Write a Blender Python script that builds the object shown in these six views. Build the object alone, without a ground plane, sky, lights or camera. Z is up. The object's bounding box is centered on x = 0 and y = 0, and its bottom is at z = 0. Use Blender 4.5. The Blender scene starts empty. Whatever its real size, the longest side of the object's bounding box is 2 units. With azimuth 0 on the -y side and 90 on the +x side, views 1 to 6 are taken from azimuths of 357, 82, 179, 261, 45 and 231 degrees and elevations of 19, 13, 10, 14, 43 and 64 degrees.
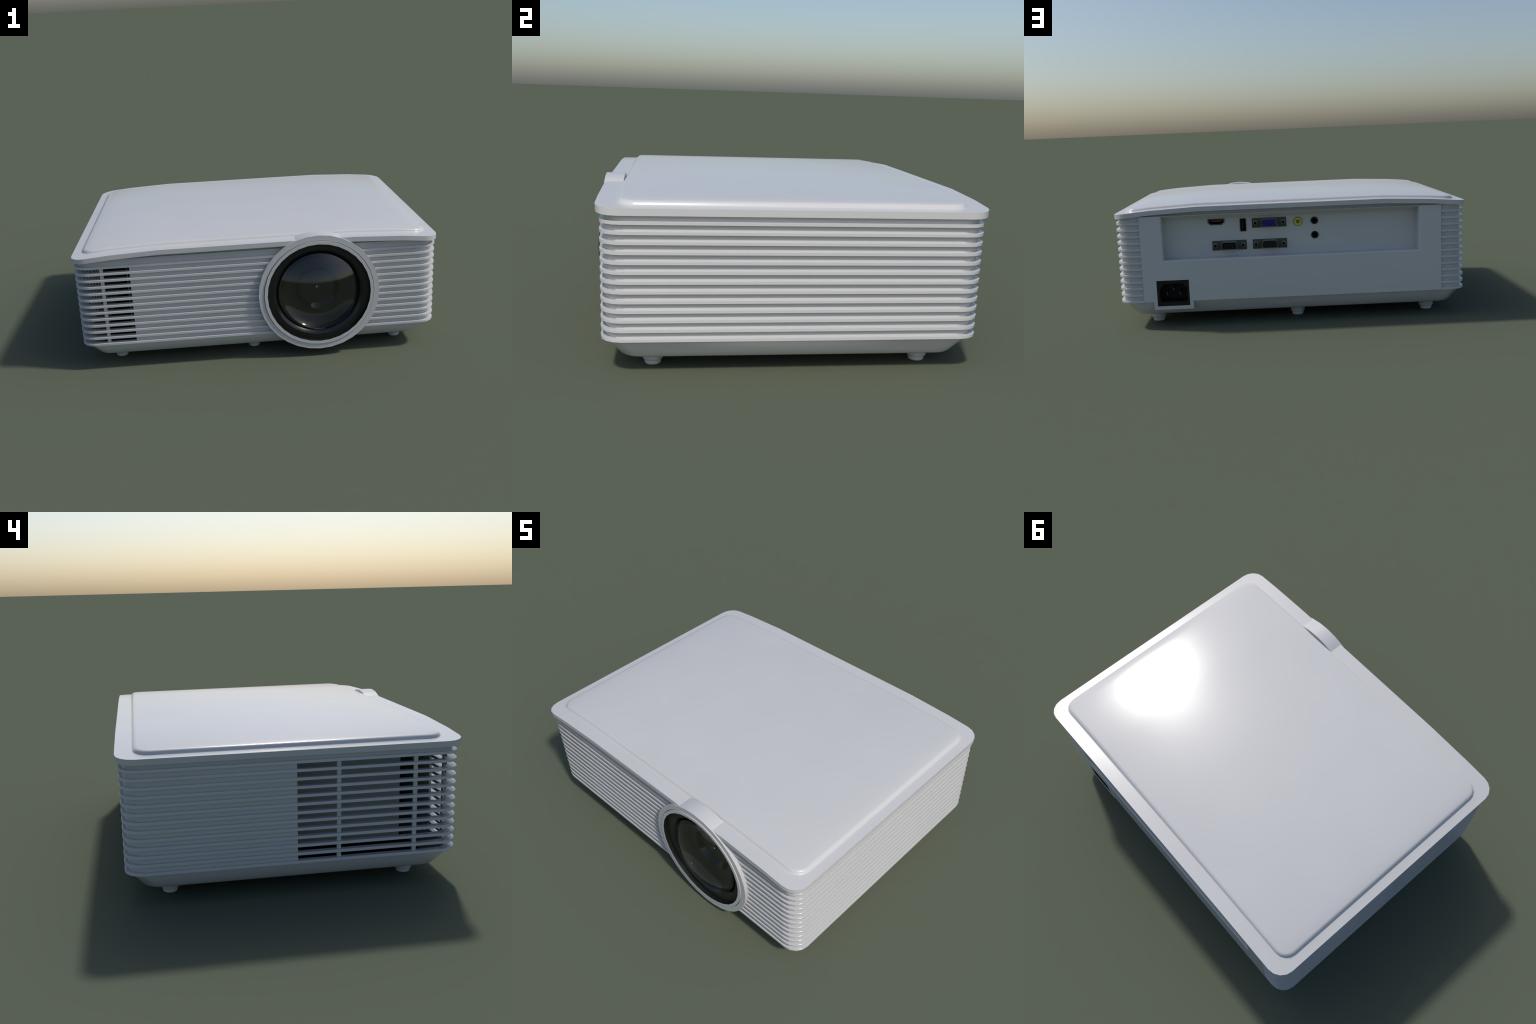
"""White desktop video projector with louvred casing, large front lens and rear connector bay."""
import bpy, bmesh, math
from mathutils import Vector, Matrix

# ------------------------------------------------------------------ sizes (metres)
LID_X, LID_Y0, LID_Y1, LID_R = 1.0, -0.736, 0.784, 0.083     # lid outline
PAN_X, PAN_Y0, PAN_Y1, PAN_R = 0.949, -0.657, 0.707, 0.069   # raised top panel
LID_T = 0.0260                                               # lid thickness
ARCH = [(0.0, 0.6916), (0.53, 0.6913), (0.79, 0.6793), (0.917, 0.6684), (1.0, 0.6605)]
BOD_X, BOD_Y0, BOD_Y1, BOD_R = 0.996, -0.7225, 0.7725, 0.083   # outer faces of the ribs
RIB_D, WALL_T = 0.0156, 0.012                                 # groove depth, wall thickness
RIB_Z, RIB_P, RIB_H, RIB_C = 0.1515, 0.03745, 0.0122, 0.0006 # lowest rib, pitch, height, chamfer
RIB_IN = 0.031                                                # inner edge of the slats
BODY_TOP = 0.6455
LX, LZ, LR, LYF = 0.3315, 0.380, 0.335, -0.7417              # lens axis, bezel radius, bezel front
PANEL_HALF = 0.854                                           # rear panel half width
VENT_Y, VENT_X = 0.0213, -0.692                              # where the louvred openings begin
COL = bpy.context.scene.collection


# ------------------------------------------------------------------ materials
def node_mat(name, base, rough=0.4, metal=0.0, spec=0.5, coat=0.0, grain=0.0, grain_scale=260.0, vary=0.012):
    m = bpy.data.materials.new(name)
    m.use_nodes = True
    nt = m.node_tree
    b = nt.nodes["Principled BSDF"]
    tc = nt.nodes.new("ShaderNodeTexCoord")
    nz = nt.nodes.new("ShaderNodeTexNoise")
    nz.inputs["Scale"].default_value = 3.0
    nz.inputs["Detail"].default_value = 3.0
    nt.links.new(tc.outputs["Object"], nz.inputs["Vector"])
    rp = nt.nodes.new("ShaderNodeValToRGB")
    lo = [max(0.0, c * (1 - vary)) for c in base] + [1]
    hi = [min(1.0, c * (1 + vary)) for c in base] + [1]
    rp.color_ramp.elements[0].color = lo
    rp.color_ramp.elements[0].position = 0.3
    rp.color_ramp.elements[1].color = hi
    rp.color_ramp.elements[1].position = 0.7
    nt.links.new(nz.outputs["Fac"], rp.inputs["Fac"])
    nt.links.new(rp.outputs["Color"], b.inputs["Base Color"])
    b.inputs["Roughness"].default_value = rough
    b.inputs["Metallic"].default_value = metal
    b.inputs["Specular IOR Level"].default_value = spec
    b.inputs["Coat Weight"].default_value = coat
    if grain > 0:
        g = nt.nodes.new("ShaderNodeTexNoise")
        g.inputs["Scale"].default_value = grain_scale
        nt.links.new(tc.outputs["Object"], g.inputs["Vector"])
        bp = nt.nodes.new("ShaderNodeBump")
        bp.inputs["Strength"].default_value = grain
        bp.inputs["Distance"].default_value = 0.001
        nt.links.new(g.outputs["Fac"], bp.inputs["Height"])
        nt.links.new(bp.outputs["Normal"], b.inputs["Normal"])
    return m


def glass_mat(name):
    """Thin coated front element: clear, with a mirror-like sheen that grows at grazing angles."""
    m = bpy.data.materials.new(name)
    m.use_nodes = True
    nt = m.node_tree
    nt.nodes.remove(nt.nodes["Principled BSDF"])
    out = nt.nodes["Material Output"]
    tr = nt.nodes.new("ShaderNodeBsdfTransparent")
    tr.inputs["Color"].default_value = (0.86, 0.87, 0.86, 1)
    gl = nt.nodes.new("ShaderNodeBsdfGlossy")
    gl.inputs["Roughness"].default_value = 0.02
    lw = nt.nodes.new("ShaderNodeLayerWeight")
    lw.inputs["Blend"].default_value = 0.5
    pw = nt.nodes.new("ShaderNodeMath")
    pw.operation = "POWER"
    pw.inputs[1].default_value = 5.0
    fr = nt.nodes.new("ShaderNodeMapRange")
    fr.inputs["To Min"].default_value = 0.075
    fr.inputs["To Max"].default_value = 0.9
    nt.links.new(lw.outputs["Facing"], pw.inputs[0])
    nt.links.new(pw.outputs[0], fr.inputs["Value"])
    mx = nt.nodes.new("ShaderNodeMixShader")
    nt.links.new(fr.outputs["Result"], mx.inputs["Fac"])
    nt.links.new(tr.outputs["BSDF"], mx.inputs[1])
    nt.links.new(gl.outputs["BSDF"], mx.inputs[2])
    nt.links.new(mx.outputs["Shader"], out.inputs["Surface"])
    return m


WHITE = node_mat("white_plastic", (0.565, 0.565, 0.565), rough=0.22, spec=0.5, grain=0.02)
INNER = node_mat("inner_plastic", (0.42, 0.43, 0.43), rough=0.7, spec=0.2)  # grey level tuned to the weak, occluded light on the plate
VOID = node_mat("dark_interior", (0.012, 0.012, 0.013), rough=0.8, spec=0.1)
SATIN = node_mat("satin_black", (0.010, 0.011, 0.009), rough=0.45, spec=0.4)
GLOSS = node_mat("gloss_black", (0.010, 0.011, 0.009), rough=0.06, spec=0.5)
COLLAR = node_mat("collar_black", (0.010, 0.010, 0.011), rough=0.25, spec=0.5)
GLASS = glass_mat("lens_glass")
DULL = node_mat("dull_pin_metal", (0.10, 0.10, 0.075), rough=0.4, metal=0.8)
NICKEL = node_mat("nickel_plate", (0.088, 0.086, 0.066), rough=0.5, metal=0.85, grain=0.1)
STEEL = node_mat("bright_steel", (0.30, 0.31, 0.36), rough=0.3, metal=0.9)
BLUE = node_mat("blue_plastic", (0.024, 0.026, 0.21), rough=0.5, spec=0.3)
YELLOW = node_mat("yellow_plastic", (0.68, 0.62, 0.018), rough=0.4)
AMBER = node_mat("dull_yellow", (0.17, 0.14, 0.006), rough=0.5)
COPPER = node_mat("copper_contact", (0.15, 0.085, 0.02), rough=0.4, metal=0.6)
DARKGREY = node_mat("dark_grey_metal", (0.075, 0.08, 0.085), rough=0.45, metal=0.4)
BLACK = node_mat("black_plastic", (0.010, 0.010, 0.009), rough=0.5, spec=0.25)
INSERT = node_mat("insert_black", (0.018, 0.019, 0.015), rough=0.6, spec=0.25)
HOLE = node_mat("hole_black", (0.002, 0.002, 0.003), rough=0.9, spec=0.03)


# ------------------------------------------------------------------ object helpers
ROOT = bpy.data.objects.new("video_projector", None)
COL.objects.link(ROOT)
ROOT["label"] = "white louvred desktop projector with big round front lens"
ROOT["category"] = "projector"


def finish(bm, name, mat, parent=ROOT, smooth=40, normals=True):
    if normals:
        bmesh.ops.recalc_face_normals(bm, faces=bm.faces)
    me = bpy.data.meshes.new(name)
    bm.to_mesh(me)
    bm.free()
    me.materials.append(mat)
    for p in me.polygons:
        p.use_smooth = smooth > 0
    if smooth > 0:
        me.set_sharp_from_angle(angle=math.radians(smooth))
    ob = bpy.data.objects.new(name, me)
    COL.objects.link(ob)
    ob.parent = parent
    return ob


def share(src, name, loc, parent):
    ob = src.copy()
    ob.name = name
    ob.location = loc
    ob.parent = parent
    COL.objects.link(ob)
    return ob


def add_box(bm, x0, x1, y0, y1, z0, z1):
    v = [bm.verts.new((x, y, z)) for x in (x0, x1) for y in (y0, y1) for z in (z0, z1)]
    for q in ((0, 1, 3, 2), (4, 6, 7, 5), (0, 4, 5, 1), (2, 3, 7, 6), (0, 2, 6, 4), (1, 5, 7, 3)):
        bm.faces.new([v[i] for i in q])


def box(name, mat, x0, x1, y0, y1, z0, z1, parent=ROOT, bevel=0.0):
    bm = bmesh.new()
    add_box(bm, x0, x1, y0, y1, z0, z1)
    if bevel:
        bmesh.ops.bevel(bm, geom=bm.edges[:], offset=bevel, segments=2, affect="EDGES", profile=0.5)
    return finish(bm, name, mat, parent)


def stack(bm, loops, closed=True, cap0=True, cap1=True):
    """Skin a list of equally long vertex rings."""
    rings = [[bm.verts.new(p) for p in lp] for lp in loops]
    n = len(rings[0])
    for a, b in zip(rings, rings[1:]):
        for i in range(n if closed else n - 1):
            j = (i + 1) % n
            bm.faces.new((a[i], a[j], b[j], b[i]))
    if cap0:
        bm.faces.new(rings[0])
    if cap1:
        bm.faces.new(rings[-1])
    return rings


def prism(bm, poly, y0, y1):
    """Extrude an (x, z) polygon along y."""
    stack(bm, [[(x, y, z) for x, z in poly] for y in (y0, y1)])


def lathe(name, mat, prof, seg, parent=ROOT, centre=(LX, LZ), smooth=35):
    """Revolve a (radius, y) profile round an axis that runs along y."""
    bm = bmesh.new()
    rings = []
    for r, y in prof:
        if r < 1e-6:
            rings.append([bm.verts.new((centre[0], y, centre[1]))])
        else:
            rings.append([bm.verts.new((centre[0] + r * math.cos(2 * math.pi * k / seg), y,
                                        centre[1] + r * math.sin(2 * math.pi * k / seg))) for k in range(seg)])
    for a, b in zip(rings, rings[1:]):
        for k in range(seg):
            j = (k + 1) % seg
            if len(a) == 1:
                bm.faces.new((a[0], b[j], b[k]))
            elif len(b) == 1:
                bm.faces.new((a[k], a[j], b[0]))
            else:
                bm.faces.new((a[k], a[j], b[j], b[k]))
    return finish(bm, name, mat, parent, smooth)


def boolean(ob, cutter_bm, op="DIFFERENCE"):
    bmesh.ops.recalc_face_normals(cutter_bm, faces=cutter_bm.faces)
    me = bpy.data.meshes.new("cutter")
    cutter_bm.to_mesh(me)
    cutter_bm.free()
    cut = bpy.data.objects.new("cutter", me)
    COL.objects.link(cut)
    md = ob.modifiers.new("cut", "BOOLEAN")
    md.operation = op
    md.solver = "EXACT"
    md.object = cut
    dg = bpy.context.evaluated_depsgraph_get()
    new = bpy.data.meshes.new_from_object(ob.evaluated_get(dg))
    ob.modifiers.clear()
    old = ob.data
    new.name = old.name
    ob.data = new
    bpy.data.objects.remove(cut)
    for p in ob.data.polygons:
        p.use_smooth = True
    ob.data.set_sharp_from_angle(angle=math.radians(40))


# ------------------------------------------------------------------ outlines
def arc(cx, cy, r, a0, a1, seg=4):
    return [(cx + r * math.cos(math.radians(a0 + (a1 - a0) * i / seg)),
             cy + r * math.sin(math.radians(a0 + (a1 - a0) * i / seg))) for i in range(seg + 1)]


def closed_outline(x, y0, y1, r, seg=4):
    return (arc(-x + r, y0 + r, r, 180, 270, seg) + arc(x - r, y0 + r, r, 270, 360, seg)
            + arc(x - r, y1 - r, r, 0, 90, seg) + arc(-x + r, y1 - r, r, 90, 180, seg))


def arch_z(x):
    x = abs(x)
    for (xa, za), (xb, zb) in zip(ARCH, ARCH[1:]):
        if x <= xb:
            return za + (zb - za) * (x - xa) / (xb - xa)
    return ARCH[-1][1]


# ------------------------------------------------------------------ lid with its raised panel
def lid_loop(x, y0, y1, r):
    """Front half left to right, then rear half right to left; same topology for every size."""
    knots = [-0.79, -0.53, 0.0, 0.53, 0.79]
    front = arc(-x + r, y0 + r, r, 180, 270) + [(k, y0) for k in knots] + arc(x - r, y0 + r, r, 270, 360)
    rear = [(px, y0 + y1 - py) for px, py in reversed(front)]
    return front + rear


def make_lid():
    bm = bmesh.new()
    outer = lid_loop(LID_X, LID_Y0, LID_Y1, LID_R)
    ring = lambda pts, h: [bm.verts.new((x, y, arch_z(x) + h)) for x, y in pts]
    loops = [ring(lid_loop(LID_X - 0.03, LID_Y0 + 0.03, LID_Y1 - 0.03, LID_R - 0.03), -LID_T),
             ring(outer, -LID_T), ring(outer, 0.0)]
    # rolled edge of the raised panel: (inset, height)
    for d, h in ((-0.006, 0.0), (0.0, 0.0), (0.0014, 0.0052), (0.0047, 0.0108), (0.0105, 0.0145), (0.0195, 0.01625)):
        loops.append(ring(lid_loop(PAN_X - d, PAN_Y0 + d, PAN_Y1 - d, PAN_R - d), h))
    n = len(outer)
    for a, b in zip(loops, loops[1:]):
        for i in range(n):
            j = (i + 1) % n
            bm.faces.new((a[i], a[j], b[j], b[i]))
    for lp in (loops[0], loops[-1]):
        for i in range(n // 2 - 1):
            bm.faces.new((lp[i], lp[i + 1], lp[n - 2 - i], lp[n - 1 - i]))
    return finish(bm, "lid", WHITE, smooth=82)


make_lid()


# ------------------------------------------------------------------ ribbed casing
def stations(inset, lens_r=None, dz=0.0):
    """Open path round the casing, from the rear panel's right edge to its left edge."""
    r = BOD_R                    # same corner radius at every depth
    x, y0, y1 = BOD_X - inset, BOD_Y0 + inset, BOD_Y1 - inset
    c = lambda cx, cy, a: [("arc", p) for p in arc(cx, cy, r, a, a - 90)]
    p = [("start", (PANEL_HALF - 0.001, y1))]
    p += c(x - r, y1 - r, 90) + c(x - r, y0 + r, 0)
    if lens_r:
        h = math.sqrt(max(1e-4, lens_r ** 2 - (dz - LZ) ** 2))
        p += [("lens_right", (LX + h, y0)), ("lens_left", (LX - h, y0))]
    p += [("vent_front", (VENT_X, y0))]
    p += c(-x + r, y0 + r, 270)
    p += [("vent_side", (-x, VENT_Y))]
    p += c(-x + r, y1 - r, 180)
    p += [("end", (-PANEL_HALF + 0.001, y1))]
    return p


def span(path, a, b):
    names = [n for n, _ in path]
    return [pt for _, pt in path[names.index(a):names.index(b) + 1]]


def band(bm, section, a, b, **kw):
    """Sweep a (inset, z) cross-section along the casing path between two stations."""
    loops = [[(x, y, z) for x, y in span(stations(i, **kw), a, b)] for i, z in section]
    m = len(loops[0])
    rings = [[bm.verts.new(loops[k][i]) for k in range(len(loops))] for i in range(m)]
    n = len(section)
    for u, v in zip(rings, rings[1:]):
        for k in range(n):
            j = (k + 1) % n
            bm.faces.new((u[k], u[j], v[j], v[k]))
    bm.faces.new(rings[0])
    bm.faces.new(rings[-1])


def rect(i0, i1, z0, z1):
    return [(i0, z0), (i0, z1), (i1, z1), (i1, z0)]


bm = bmesh.new()
band(bm, rect(RIB_D, RIB_D + WALL_T, 0.1525, BODY_TOP), "start", "vent_front")
shell = finish(bm, "casing_wall", WHITE)
hole = bmesh.new()
stack(hole, [[(LX + 0.312 * math.cos(t * math.pi / 32), y, LZ + 0.312 * math.sin(t * math.pi / 32)) for t in range(64)] for y in (-0.8, -0.6)])
boolean(shell, hole)
bm = bmesh.new()
band(bm, rect(RIB_D, RIB_D + WALL_T, 0.1525, BODY_TOP), "vent_side", "end")
finish(bm, "casing_wall", WHITE)
bm = bmesh.new()
band(bm, rect(RIB_D, RIB_D + WALL_T, RIB_Z + 12 * RIB_P + 0.004, BODY_TOP), "vent_front", "vent_side")
finish(bm, "vent_header", WHITE)

for k in range(13):
    z = RIB_Z + k * RIB_P
    zt = z + RIB_H
    sec = [(0.0, z), (0.0, zt - RIB_C), (RIB_C, zt), (RIB_IN, zt), (RIB_IN, z)]
    bm = bmesh.new()
    for a, b in (("start", "lens_right"), ("lens_left", "end")):
        band(bm, sec, a, b, lens_r=0.322, dz=z + RIB_H / 2)
    finish(bm, "rib", WHITE, smooth=30)

# vertical bars across the open louvres
for y in (-0.164, -0.5112):
    box("vent_bar", WHITE, -BOD_X + RIB_D + 0.0005, -BOD_X + RIB_D + 0.011, y - 0.0092, y + 0.0092, 0.156, 0.607)
box("vent_bar", WHITE, -0.8512, -0.8327, BOD_Y0 + RIB_D + 0.0005, BOD_Y0 + RIB_D + 0.011, 0.156, 0.607)

# deck under the lid
bm = bmesh.new()
pts = closed_outline(BOD_X - 0.04, BOD_Y0 + 0.04, BOD_Y1 - 0.05, 0.05)
stack(bm, [[(x, y, z) for x, y in pts] for z in (0.622, BODY_TOP - 0.0006)])
deck = finish(bm, "deck", WHITE)

# inner lip of the lid, which closes the gap under the arch
bm = bmesh.new()
for i0, i1 in ((0.030, 0.036),):
    rings = [lid_loop(BOD_X - i, BOD_Y0 + i, BOD_Y1 - i, BOD_R - i) for i in (i0, i1)]
    v = [[bm.verts.new((x, y, (BODY_TOP - 0.004 if low else max(BODY_TOP, arch_z(x) - LID_T + 0.002)))) for x, y in rings[q]]
         for q, low in ((0, True), (0, False), (1, False), (1, True))]
    n = len(v[0])
    for a, b in zip(v, v[1:] + v[:1]):
        for k in range(n):
            j = (k + 1) % n
            bm.faces.new((a[k], a[j], b[j], b[k]))
finish(bm, "lid_lip", WHITE)

# what shows through the louvres: near-black block and floor slab, and a grey plate
box("near_black_block", VOID, -0.68, 0.90, -0.52, 0.56, 0.12, 0.615)
box("near_black_floor", VOID, -0.90, 0.90, -0.63, 0.66, 0.076, 0.082)
box("inner_plate", INNER, -0.731, -0.725, -0.532, 0.30, 0.140, 0.6215)

# ------------------------------------------------------------------ bottom tray and feet
bm = bmesh.new()
tray = ((0.100, 0.0740, 0.055), (0.026, 0.1535, 0.075),                       # hollow inside
        (0.014, 0.1535, 0.085), (0.014, 0.150, 0.085), (0.066, 0.0745, 0.079), (0.074, 0.0675, 0.076), (0.086, 0.0650, 0.069))
stack(bm, [[(x, y, z) for x, y in closed_outline(BOD_X - i, BOD_Y0 + i, BOD_Y1 - i - 0.004, r, 6)] for i, z, r in tray], cap0=True)
tray_ob = finish(bm, "bottom_tray", WHITE, smooth=50)
cut = bmesh.new()
add_box(cut, 0.588, 0.781, 0.58, 0.90, 0.120, 0.20)   # room for the power inlet
boolean(tray_ob, cut)

foot = None
for x in (-0.804, -0.030, 0.804):
    for y in (-0.528, 0.578):
        if foot is None:
            bm = bmesh.new()
            prof = ((0.0425, 0.070), (0.0425, 0.026), (0.0410, 0.0215), (0.0370, 0.0185), (0.0348, 0.0180), (0.0345, 0.0085), (0.0335, 0.0080), (0.0335, 0.0035), (0.0310, 0.0))
            stack(bm, [[(r * math.cos(t * math.pi / 12), r * math.sin(t * math.pi / 12), z) for t in range(24)] for r, z in prof])
            foot = finish(bm, "foot", WHITE)
            foot.location = (x, y, 0)
        else:
            share(foot, "foot", (x, y, 0), ROOT)

# ------------------------------------------------------------------ rear panel with recessed connector bay
bm = bmesh.new()
outline = [(PANEL_HALF, 0.1520), (PANEL_HALF, 0.6450), (-PANEL_HALF, 0.6450), (-PANEL_HALF, 0.1520),
           (0.5722, 0.1520), (0.5722, 0.1065), (0.7967, 0.1065), (0.7967, 0.1520)]
prism(bm, outline, 0.670, BOD_Y1)
rear = finish(bm, "rear_panel", WHITE)
BAY_Y = 0.692
cut = bmesh.new()
bay = lambda d: [(-0.733 + d, 0.3847 + d), (0.733 - d, 0.3847 + d), (0.733 - d, 0.6438 - d), (-0.733 + d, 0.6438 - d)]
stack(cut, [[(x, y, z) for x, z in bay(d)] for d, y in ((-0.0005, BOD_Y1 + 0.0005), (0.0058, BOD_Y1 - 0.0058), (0.0060, BAY_Y))])
boolean(rear, cut)
SX0, SX1, SZ0, SZ1 = 0.592, 0.777, 0.1263, 0.2755
cut = bmesh.new()
add_box(cut, SX0, SX1, 0.60, 0.80, SZ0, SZ1)
boolean(rear, cut)

# power inlet
socket = box("power_inlet", BLACK, SX0 - 0.001, SX1 + 0.001, 0.590, 0.7695, SZ0 - 0.001, SZ1 + 0.001)
cut = bmesh.new()
cav = [(0.7607, 0.2295), (0.7326, 0.2567), (0.6310, 0.2567), (0.6047, 0.2310), (0.6047, 0.158), (0.6063, 0.1525), (0.6115, 0.1495), (0.7540, 0.1495), (0.7592, 0.1525), (0.7607, 0.158)]
prism(cut, cav, 0.672, 0.80)
boolean(socket, cut)
bm = bmesh.new()
for px_, pz_ in ((0.7231, 0.1946), (0.6859, 0.2200), (0.6475, 0.1946)):
    add_box(bm, px_ - 0.0036, px_ + 0.0036, 0.668, 0.748, pz_ - 0.0095, pz_ + 0.0095)
bmesh.ops.bevel(bm, geom=bm.edges[:], offset=0.0012, segments=1, affect="EDGES")
finish(bm, "contact_pins", DULL, socket)


# ------------------------------------------------------------------ connectors
def rounded_poly(corners, r, seg=4):
    """Round the corners of a convex (x, z) polygon."""
    out = []
    n = len(corners)
    for i in range(n):
        p, a, b = Vector(corners[i]), Vector(corners[i - 1]), Vector(corners[(i + 1) % n])
        u, v = (a - p).normalized(), (b - p).normalized()
        half = u.angle(v) / 2
        t = r / math.tan(half)
        p0, p1 = p + u * t, p + v * t
        for k in range(seg + 1):
            s = k / seg
            out.append(tuple((1 - s) ** 2 * p0 + 2 * s * (1 - s) * p + s * s * p1))
    return out


def d_shape(cx, cz, grow=0.0, drop=0.0):
    """Trapezoid with its long side down, as on D-subminiature connectors."""
    return rounded_poly([(cx - 0.0395 - grow, cz + 0.0228 + grow), (cx + 0.0395 + grow, cz + 0.0228 + grow),
                         (cx + 0.0485 + grow, cz - 0.0222 - grow), (cx - 0.0485 - grow, cz - 0.0222 - grow)], 0.008)


def cylinder_y(bm, cx, cz, r, y0, y1, seg=20, r1=None):
    r1 = r if r1 is None else r1
    stack(bm, [[(cx + q * math.cos(2 * math.pi * k / seg), y, cz + q * math.sin(2 * math.pi * k / seg)) for k in range(seg)]
               for q, y in ((r, y0), (r1, y1))])


def d_sub(name, cx, cz, face_mat, rows, dots_mat, sunk):
    plate = box(name, NICKEL, cx - 0.0988, cx + 0.0988, BAY_Y - 0.004, BAY_Y + 0.003, cz - 0.0295, cz + 0.0260, bevel=0.0006)
    bm = bmesh.new()
    o, i = d_shape(cx, cz - 0.0005), d_shape(cx, cz - 0.0005, -0.0026)
    f = BAY_Y + 0.042
    stack(bm, [[(x, y, z) for x, z in lp] for lp, y in ((o, BAY_Y), (o, f - 0.001), (d_shape(cx, cz - 0.0005, -0.0006), f), (i, f), (i, BAY_Y + 0.004))], cap0=False, cap1=False)
    finish(bm, "connector_shell", STEEL, plate)
    bm = bmesh.new()
    ins = d_shape(cx, cz - 0.0005, -0.0027 if sunk else -0.0022)
    fy = BAY_Y + (0.012 if sunk else 0.0428)
    prism(bm, ins, BAY_Y, fy)
    finish(bm, "connector_insert", face_mat, plate)
    bm = bmesh.new()
    for n, x0, x1, z in rows:
        for k in range(n):
            x = cx + x0 + (x1 - x0) * k / (n - 1)
            if sunk:
                cylinder_y(bm, x, cz + z, 0.0028, fy - 0.001, fy + 0.020, 10, 0.0018)
            else:
                cylinder_y(bm, x, cz + z, 0.0036, fy - 0.004, fy + 0.0004, 12)
    dots = finish(bm, "contact_pins" if sunk else "contact_holes", dots_mat, plate)
    dots["kind"] = "stuff"
    for s in (-1, 1):
        sx = cx + s * 0.0795
        bm = bmesh.new()
        cylinder_y(bm, sx, cz + 0.001, 0.0132, BAY_Y + 0.002, BAY_Y + 0.010, 6)
        cylinder_y(bm, sx, cz + 0.001, 0.0105, BAY_Y + 0.009, BAY_Y + 0.038, 20, 0.0098)
        nut = finish(bm, "jack_screw", STEEL, plate)
        bm = bmesh.new()
        cylinder_y(bm, sx, cz + 0.001, 0.0082, BAY_Y + 0.034, BAY_Y + 0.0385, 16)
        finish(bm, "screw_bore", HOLE, plate)
    return plate


ROWS15 = ((5, -0.0290, 0.0290, 0.0112), (5, -0.0215, 0.0370, -0.0012), (5, -0.0290, 0.0290, -0.0136))
ROWS9 = ((4, -0.0252, 0.0252, 0.0040), (5, -0.0337, 0.0337, -0.0135))
d_sub("video_port", 0.1203, 0.5768, BLUE, ROWS15, HOLE, False)
d_sub("video_port", 0.1203, 0.4540, INSERT, ROWS15, HOLE, False)
d_sub("serial_port", 0.3532, 0.4538, BLACK, ROWS9, STEEL, True)

# slim digital video port
JACK_Z = (0.5750, 0.4918)
DROP = 0.002   # ports sit slightly lower than the plate line
H = [(0.4720, 0.6097), (0.3760, 0.6097), (0.3760, 0.5850), (0.3834, 0.5838), (0.3913, 0.5742), (0.4586, 0.5742), (0.4655, 0.5838), (0.4720, 0.5850)]
H = [(x, z - DROP) for x, z in H]
bm = bmesh.new()
prism(bm, H, BAY_Y - 0.0165, BAY_Y + 0.004)
hd = finish(bm, "digital_port", DARKGREY)
hc = Vector((0.424, 0.592))
cut = bmesh.new()
prism(cut, [(hc.x + (x - hc.x) * 0.86, hc.y + (z - hc.y) * 0.70) for x, z in H], BAY_Y - 0.013, BAY_Y + 0.03)
boolean(hd, cut)
box("contact_tongue", COPPER, 0.3925, 0.4530, BAY_Y - 0.013, BAY_Y + 0.000, 0.5905, 0.5980, hd)
box("port_floor", HOLE, 0.385, 0.463, BAY_Y - 0.0135, BAY_Y - 0.011, 0.575, 0.605, hd)

# upright serial-bus port
bm = bmesh.new()
uo = rounded_poly([(0.2520, 0.6045), (0.2885, 0.6045), (0.2885, 0.5292), (0.2520, 0.5292)], 0.006, 2)
ui = rounded_poly([(0.2560, 0.6005), (0.2845, 0.6005), (0.2845, 0.5332), (0.2560, 0.5332)], 0.003, 2)
stack(bm, [[(x, y, z) for x, z in lp] for lp, y in ((uo, BAY_Y - 0.002), (uo, BAY_Y + 0.004), (ui, BAY_Y + 0.004), (ui, BAY_Y - 0.017))], cap0=False, cap1=False)
usb = finish(bm, "bus_port", NICKEL)
box("port_floor", HOLE, 0.2545, 0.2860, BAY_Y - 0.0175, BAY_Y - 0.015, 0.5320, 0.6020, usb)
box("contact_tongue", BLACK, 0.2700, 0.2780, BAY_Y - 0.016, BAY_Y - 0.002, 0.5370, 0.5970, usb)
bm = bmesh.new()
for k in range(4):
    zc = 0.588 - k * 0.0120
    add_box(bm, 0.2690, 0.2715, BAY_Y - 0.012, BAY_Y - 0.0012, zc - 0.0030, zc + 0.0030)
finish(bm, "contact_pins", COPPER, usb)["kind"] = "stuff"

pocket = bmesh.new()
prism(pocket, [(hc.x + (x - hc.x) * 0.98, hc.y + (z - hc.y) * 0.96) for x, z in H], BAY_Y - 0.018, BAY_Y + 0.01)
boolean(rear, pocket)
pocket = bmesh.new()
add_box(pocket, 0.2535, 0.2870, BAY_Y - 0.018, BAY_Y + 0.01, 0.5312, 0.6028)
boolean(rear, pocket)
for zc in JACK_Z:
    pocket = bmesh.new()
    cylinder_y(pocket, -0.1406, zc, 0.0130, BAY_Y - 0.018, BAY_Y + 0.01, 24)
    boolean(rear, pocket)

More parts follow.
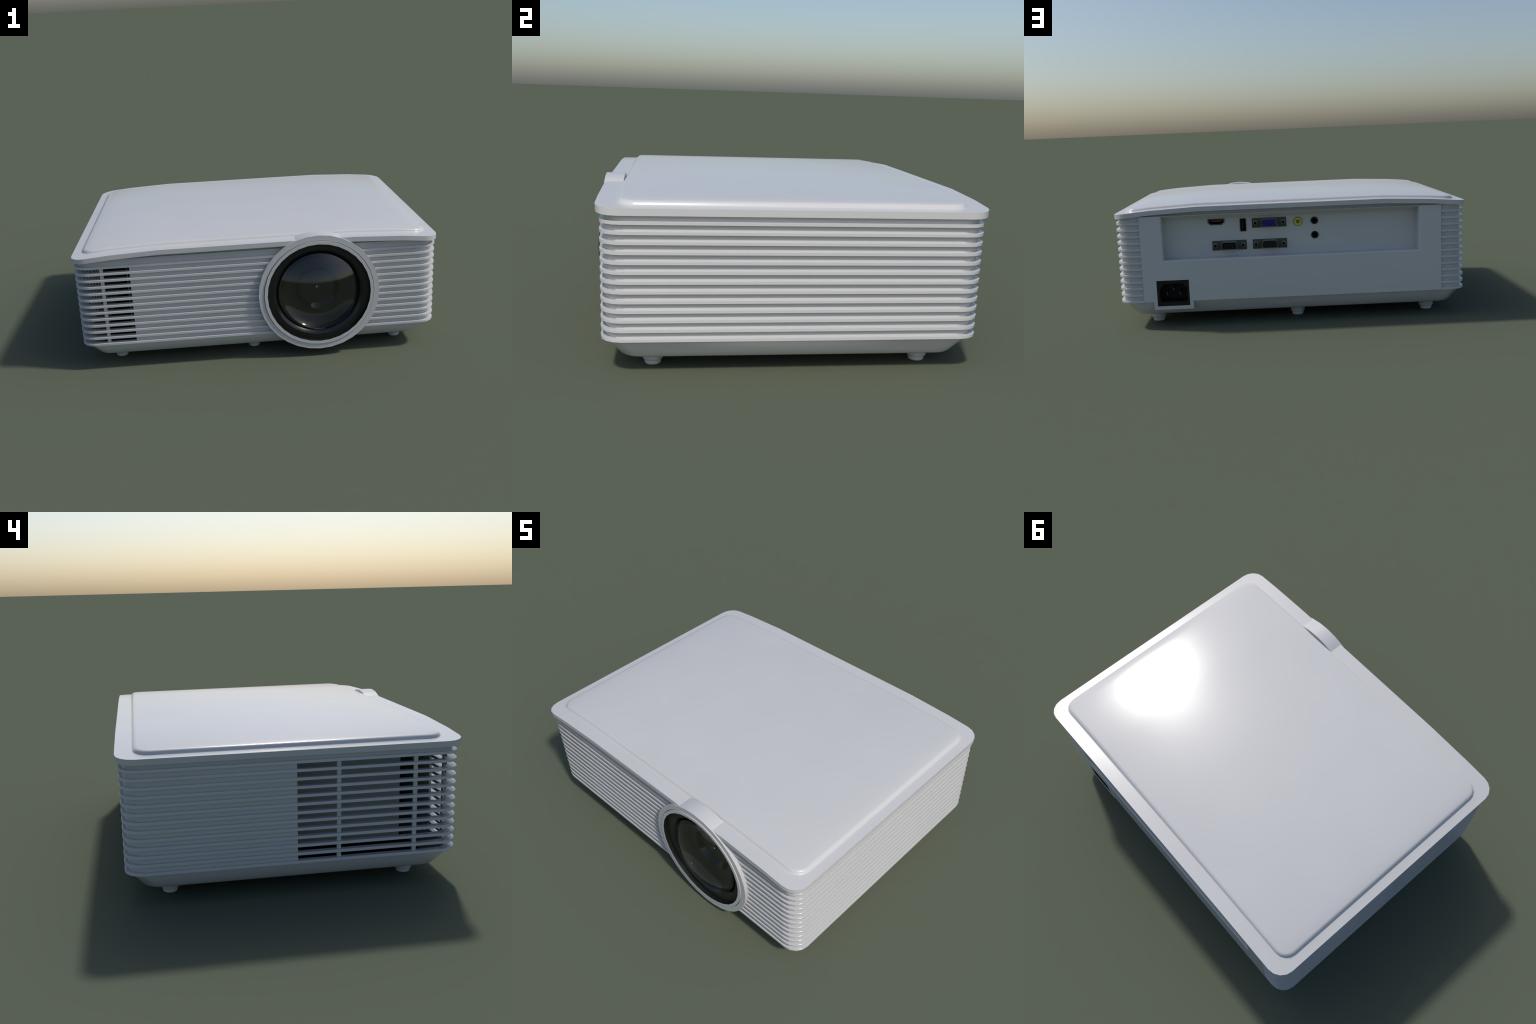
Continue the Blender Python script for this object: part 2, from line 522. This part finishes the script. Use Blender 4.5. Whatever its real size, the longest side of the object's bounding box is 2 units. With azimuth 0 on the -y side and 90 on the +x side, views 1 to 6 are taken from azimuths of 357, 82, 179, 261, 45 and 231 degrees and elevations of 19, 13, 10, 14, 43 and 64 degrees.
# composite video socket and two audio jacks
RC = (-0.0455, 0.5735)
rca = lathe("video_jack", STEEL, ((0.0262, BAY_Y - 0.002), (0.0262, BAY_Y + 0.004), (0.0240, BAY_Y + 0.007), (0.0195, BAY_Y + 0.007)), 28, centre=RC)
lathe("jack_insert", YELLOW, ((0.0212, BAY_Y), (0.0212, BAY_Y + 0.0085), (0.0203, BAY_Y + 0.0095), (0.0120, BAY_Y + 0.0095), (0.0110, BAY_Y + 0.0065)), 28, rca, centre=RC)
lathe("jack_core", AMBER, ((0.0114, BAY_Y + 0.007), (0.0, BAY_Y + 0.0072)), 24, rca, centre=RC)
for zc in JACK_Z:
    c = (-0.1406, zc)
    jk = lathe("audio_jack", BLACK, ((0.0212, BAY_Y - 0.002), (0.0212, BAY_Y + 0.005), (0.0200, BAY_Y + 0.007), (0.0160, BAY_Y + 0.007), (0.0145, BAY_Y + 0.004), (0.0115, BAY_Y + 0.004), (0.0110, BAY_Y - 0.016)), 28, centre=c)
    lathe("jack_core", HOLE, ((0.0112, BAY_Y - 0.0155), (0.0, BAY_Y - 0.0150)), 24, jk, centre=c)

# ------------------------------------------------------------------ lens
lens = lathe("lens_bezel", WHITE, ((0.300, -0.6605), (LR, -0.6605), (LR, LYF), (0.3068, LYF), (0.3068, LYF + 0.012), (0.300, LYF + 0.012)), 32)
lathe("groove", SATIN, ((0.3070, LYF + 0.010), (0.300, LYF + 0.010)), 32, lens)
lathe("lens_ring", WHITE, ((0.3036, LYF + 0.014), (0.3036, LYF - 0.0045), (0.2860, LYF - 0.0045), (0.2860, LYF - 0.0030)), 32, lens)
lathe("lens_barrel", SATIN, ((0.2861, LYF - 0.0042), (0.2850, LYF - 0.0036), (0.2846, LYF + 0.0150), (0.2500, LYF + 0.0140)), 32, lens, smooth=25)
lathe("lens_collar", COLLAR, ((0.2502, LYF + 0.0138), (0.2470, LYF + 0.0155), (0.2380, LYF + 0.0235), (0.2290, LYF + 0.0335), (0.2235, LYF + 0.040)), 96, lens, smooth=40)
EDGE_Y = -0.7150
# dish behind the glass: nearly flat inside, curling up towards its rim; then a funnel and a flat floor
dish = []
for k in range(21):
    r = 0.2245 - (0.2245 - 0.124) * k / 20
    dish.append((r, EDGE_Y + 0.005 * ((0.2245 / 0.15) ** 6 - (r / 0.15) ** 6)))
ye = dish[-1][1]
dish += [(0.1232, ye + 0.001), (0.112, ye + 0.0135), (0.100, ye + 0.0265), (0.0985, ye + 0.0270), (0.0, ye + 0.0272)]
lathe("lens_dish", GLOSS, dish, 96, lens, smooth=25)
R_G = 0.3915
dome = []
sag = 0.784 + EDGE_Y
for k in range(19):
    r = 0.2238 * (1 - k / 18)
    dome.append((r, -0.784 + R_G - math.sqrt(R_G ** 2 - r * r)))
lathe("lens_glass", GLASS, dome, 96, lens, smooth=60)
bm = bmesh.new()
bmesh.ops.create_uvsphere(bm, u_segments=24, v_segments=14, radius=0.0105)
bmesh.ops.translate(bm, verts=bm.verts, vec=(LX, ye + 0.024, LZ))
finish(bm, "lens_core", STEEL, lens)
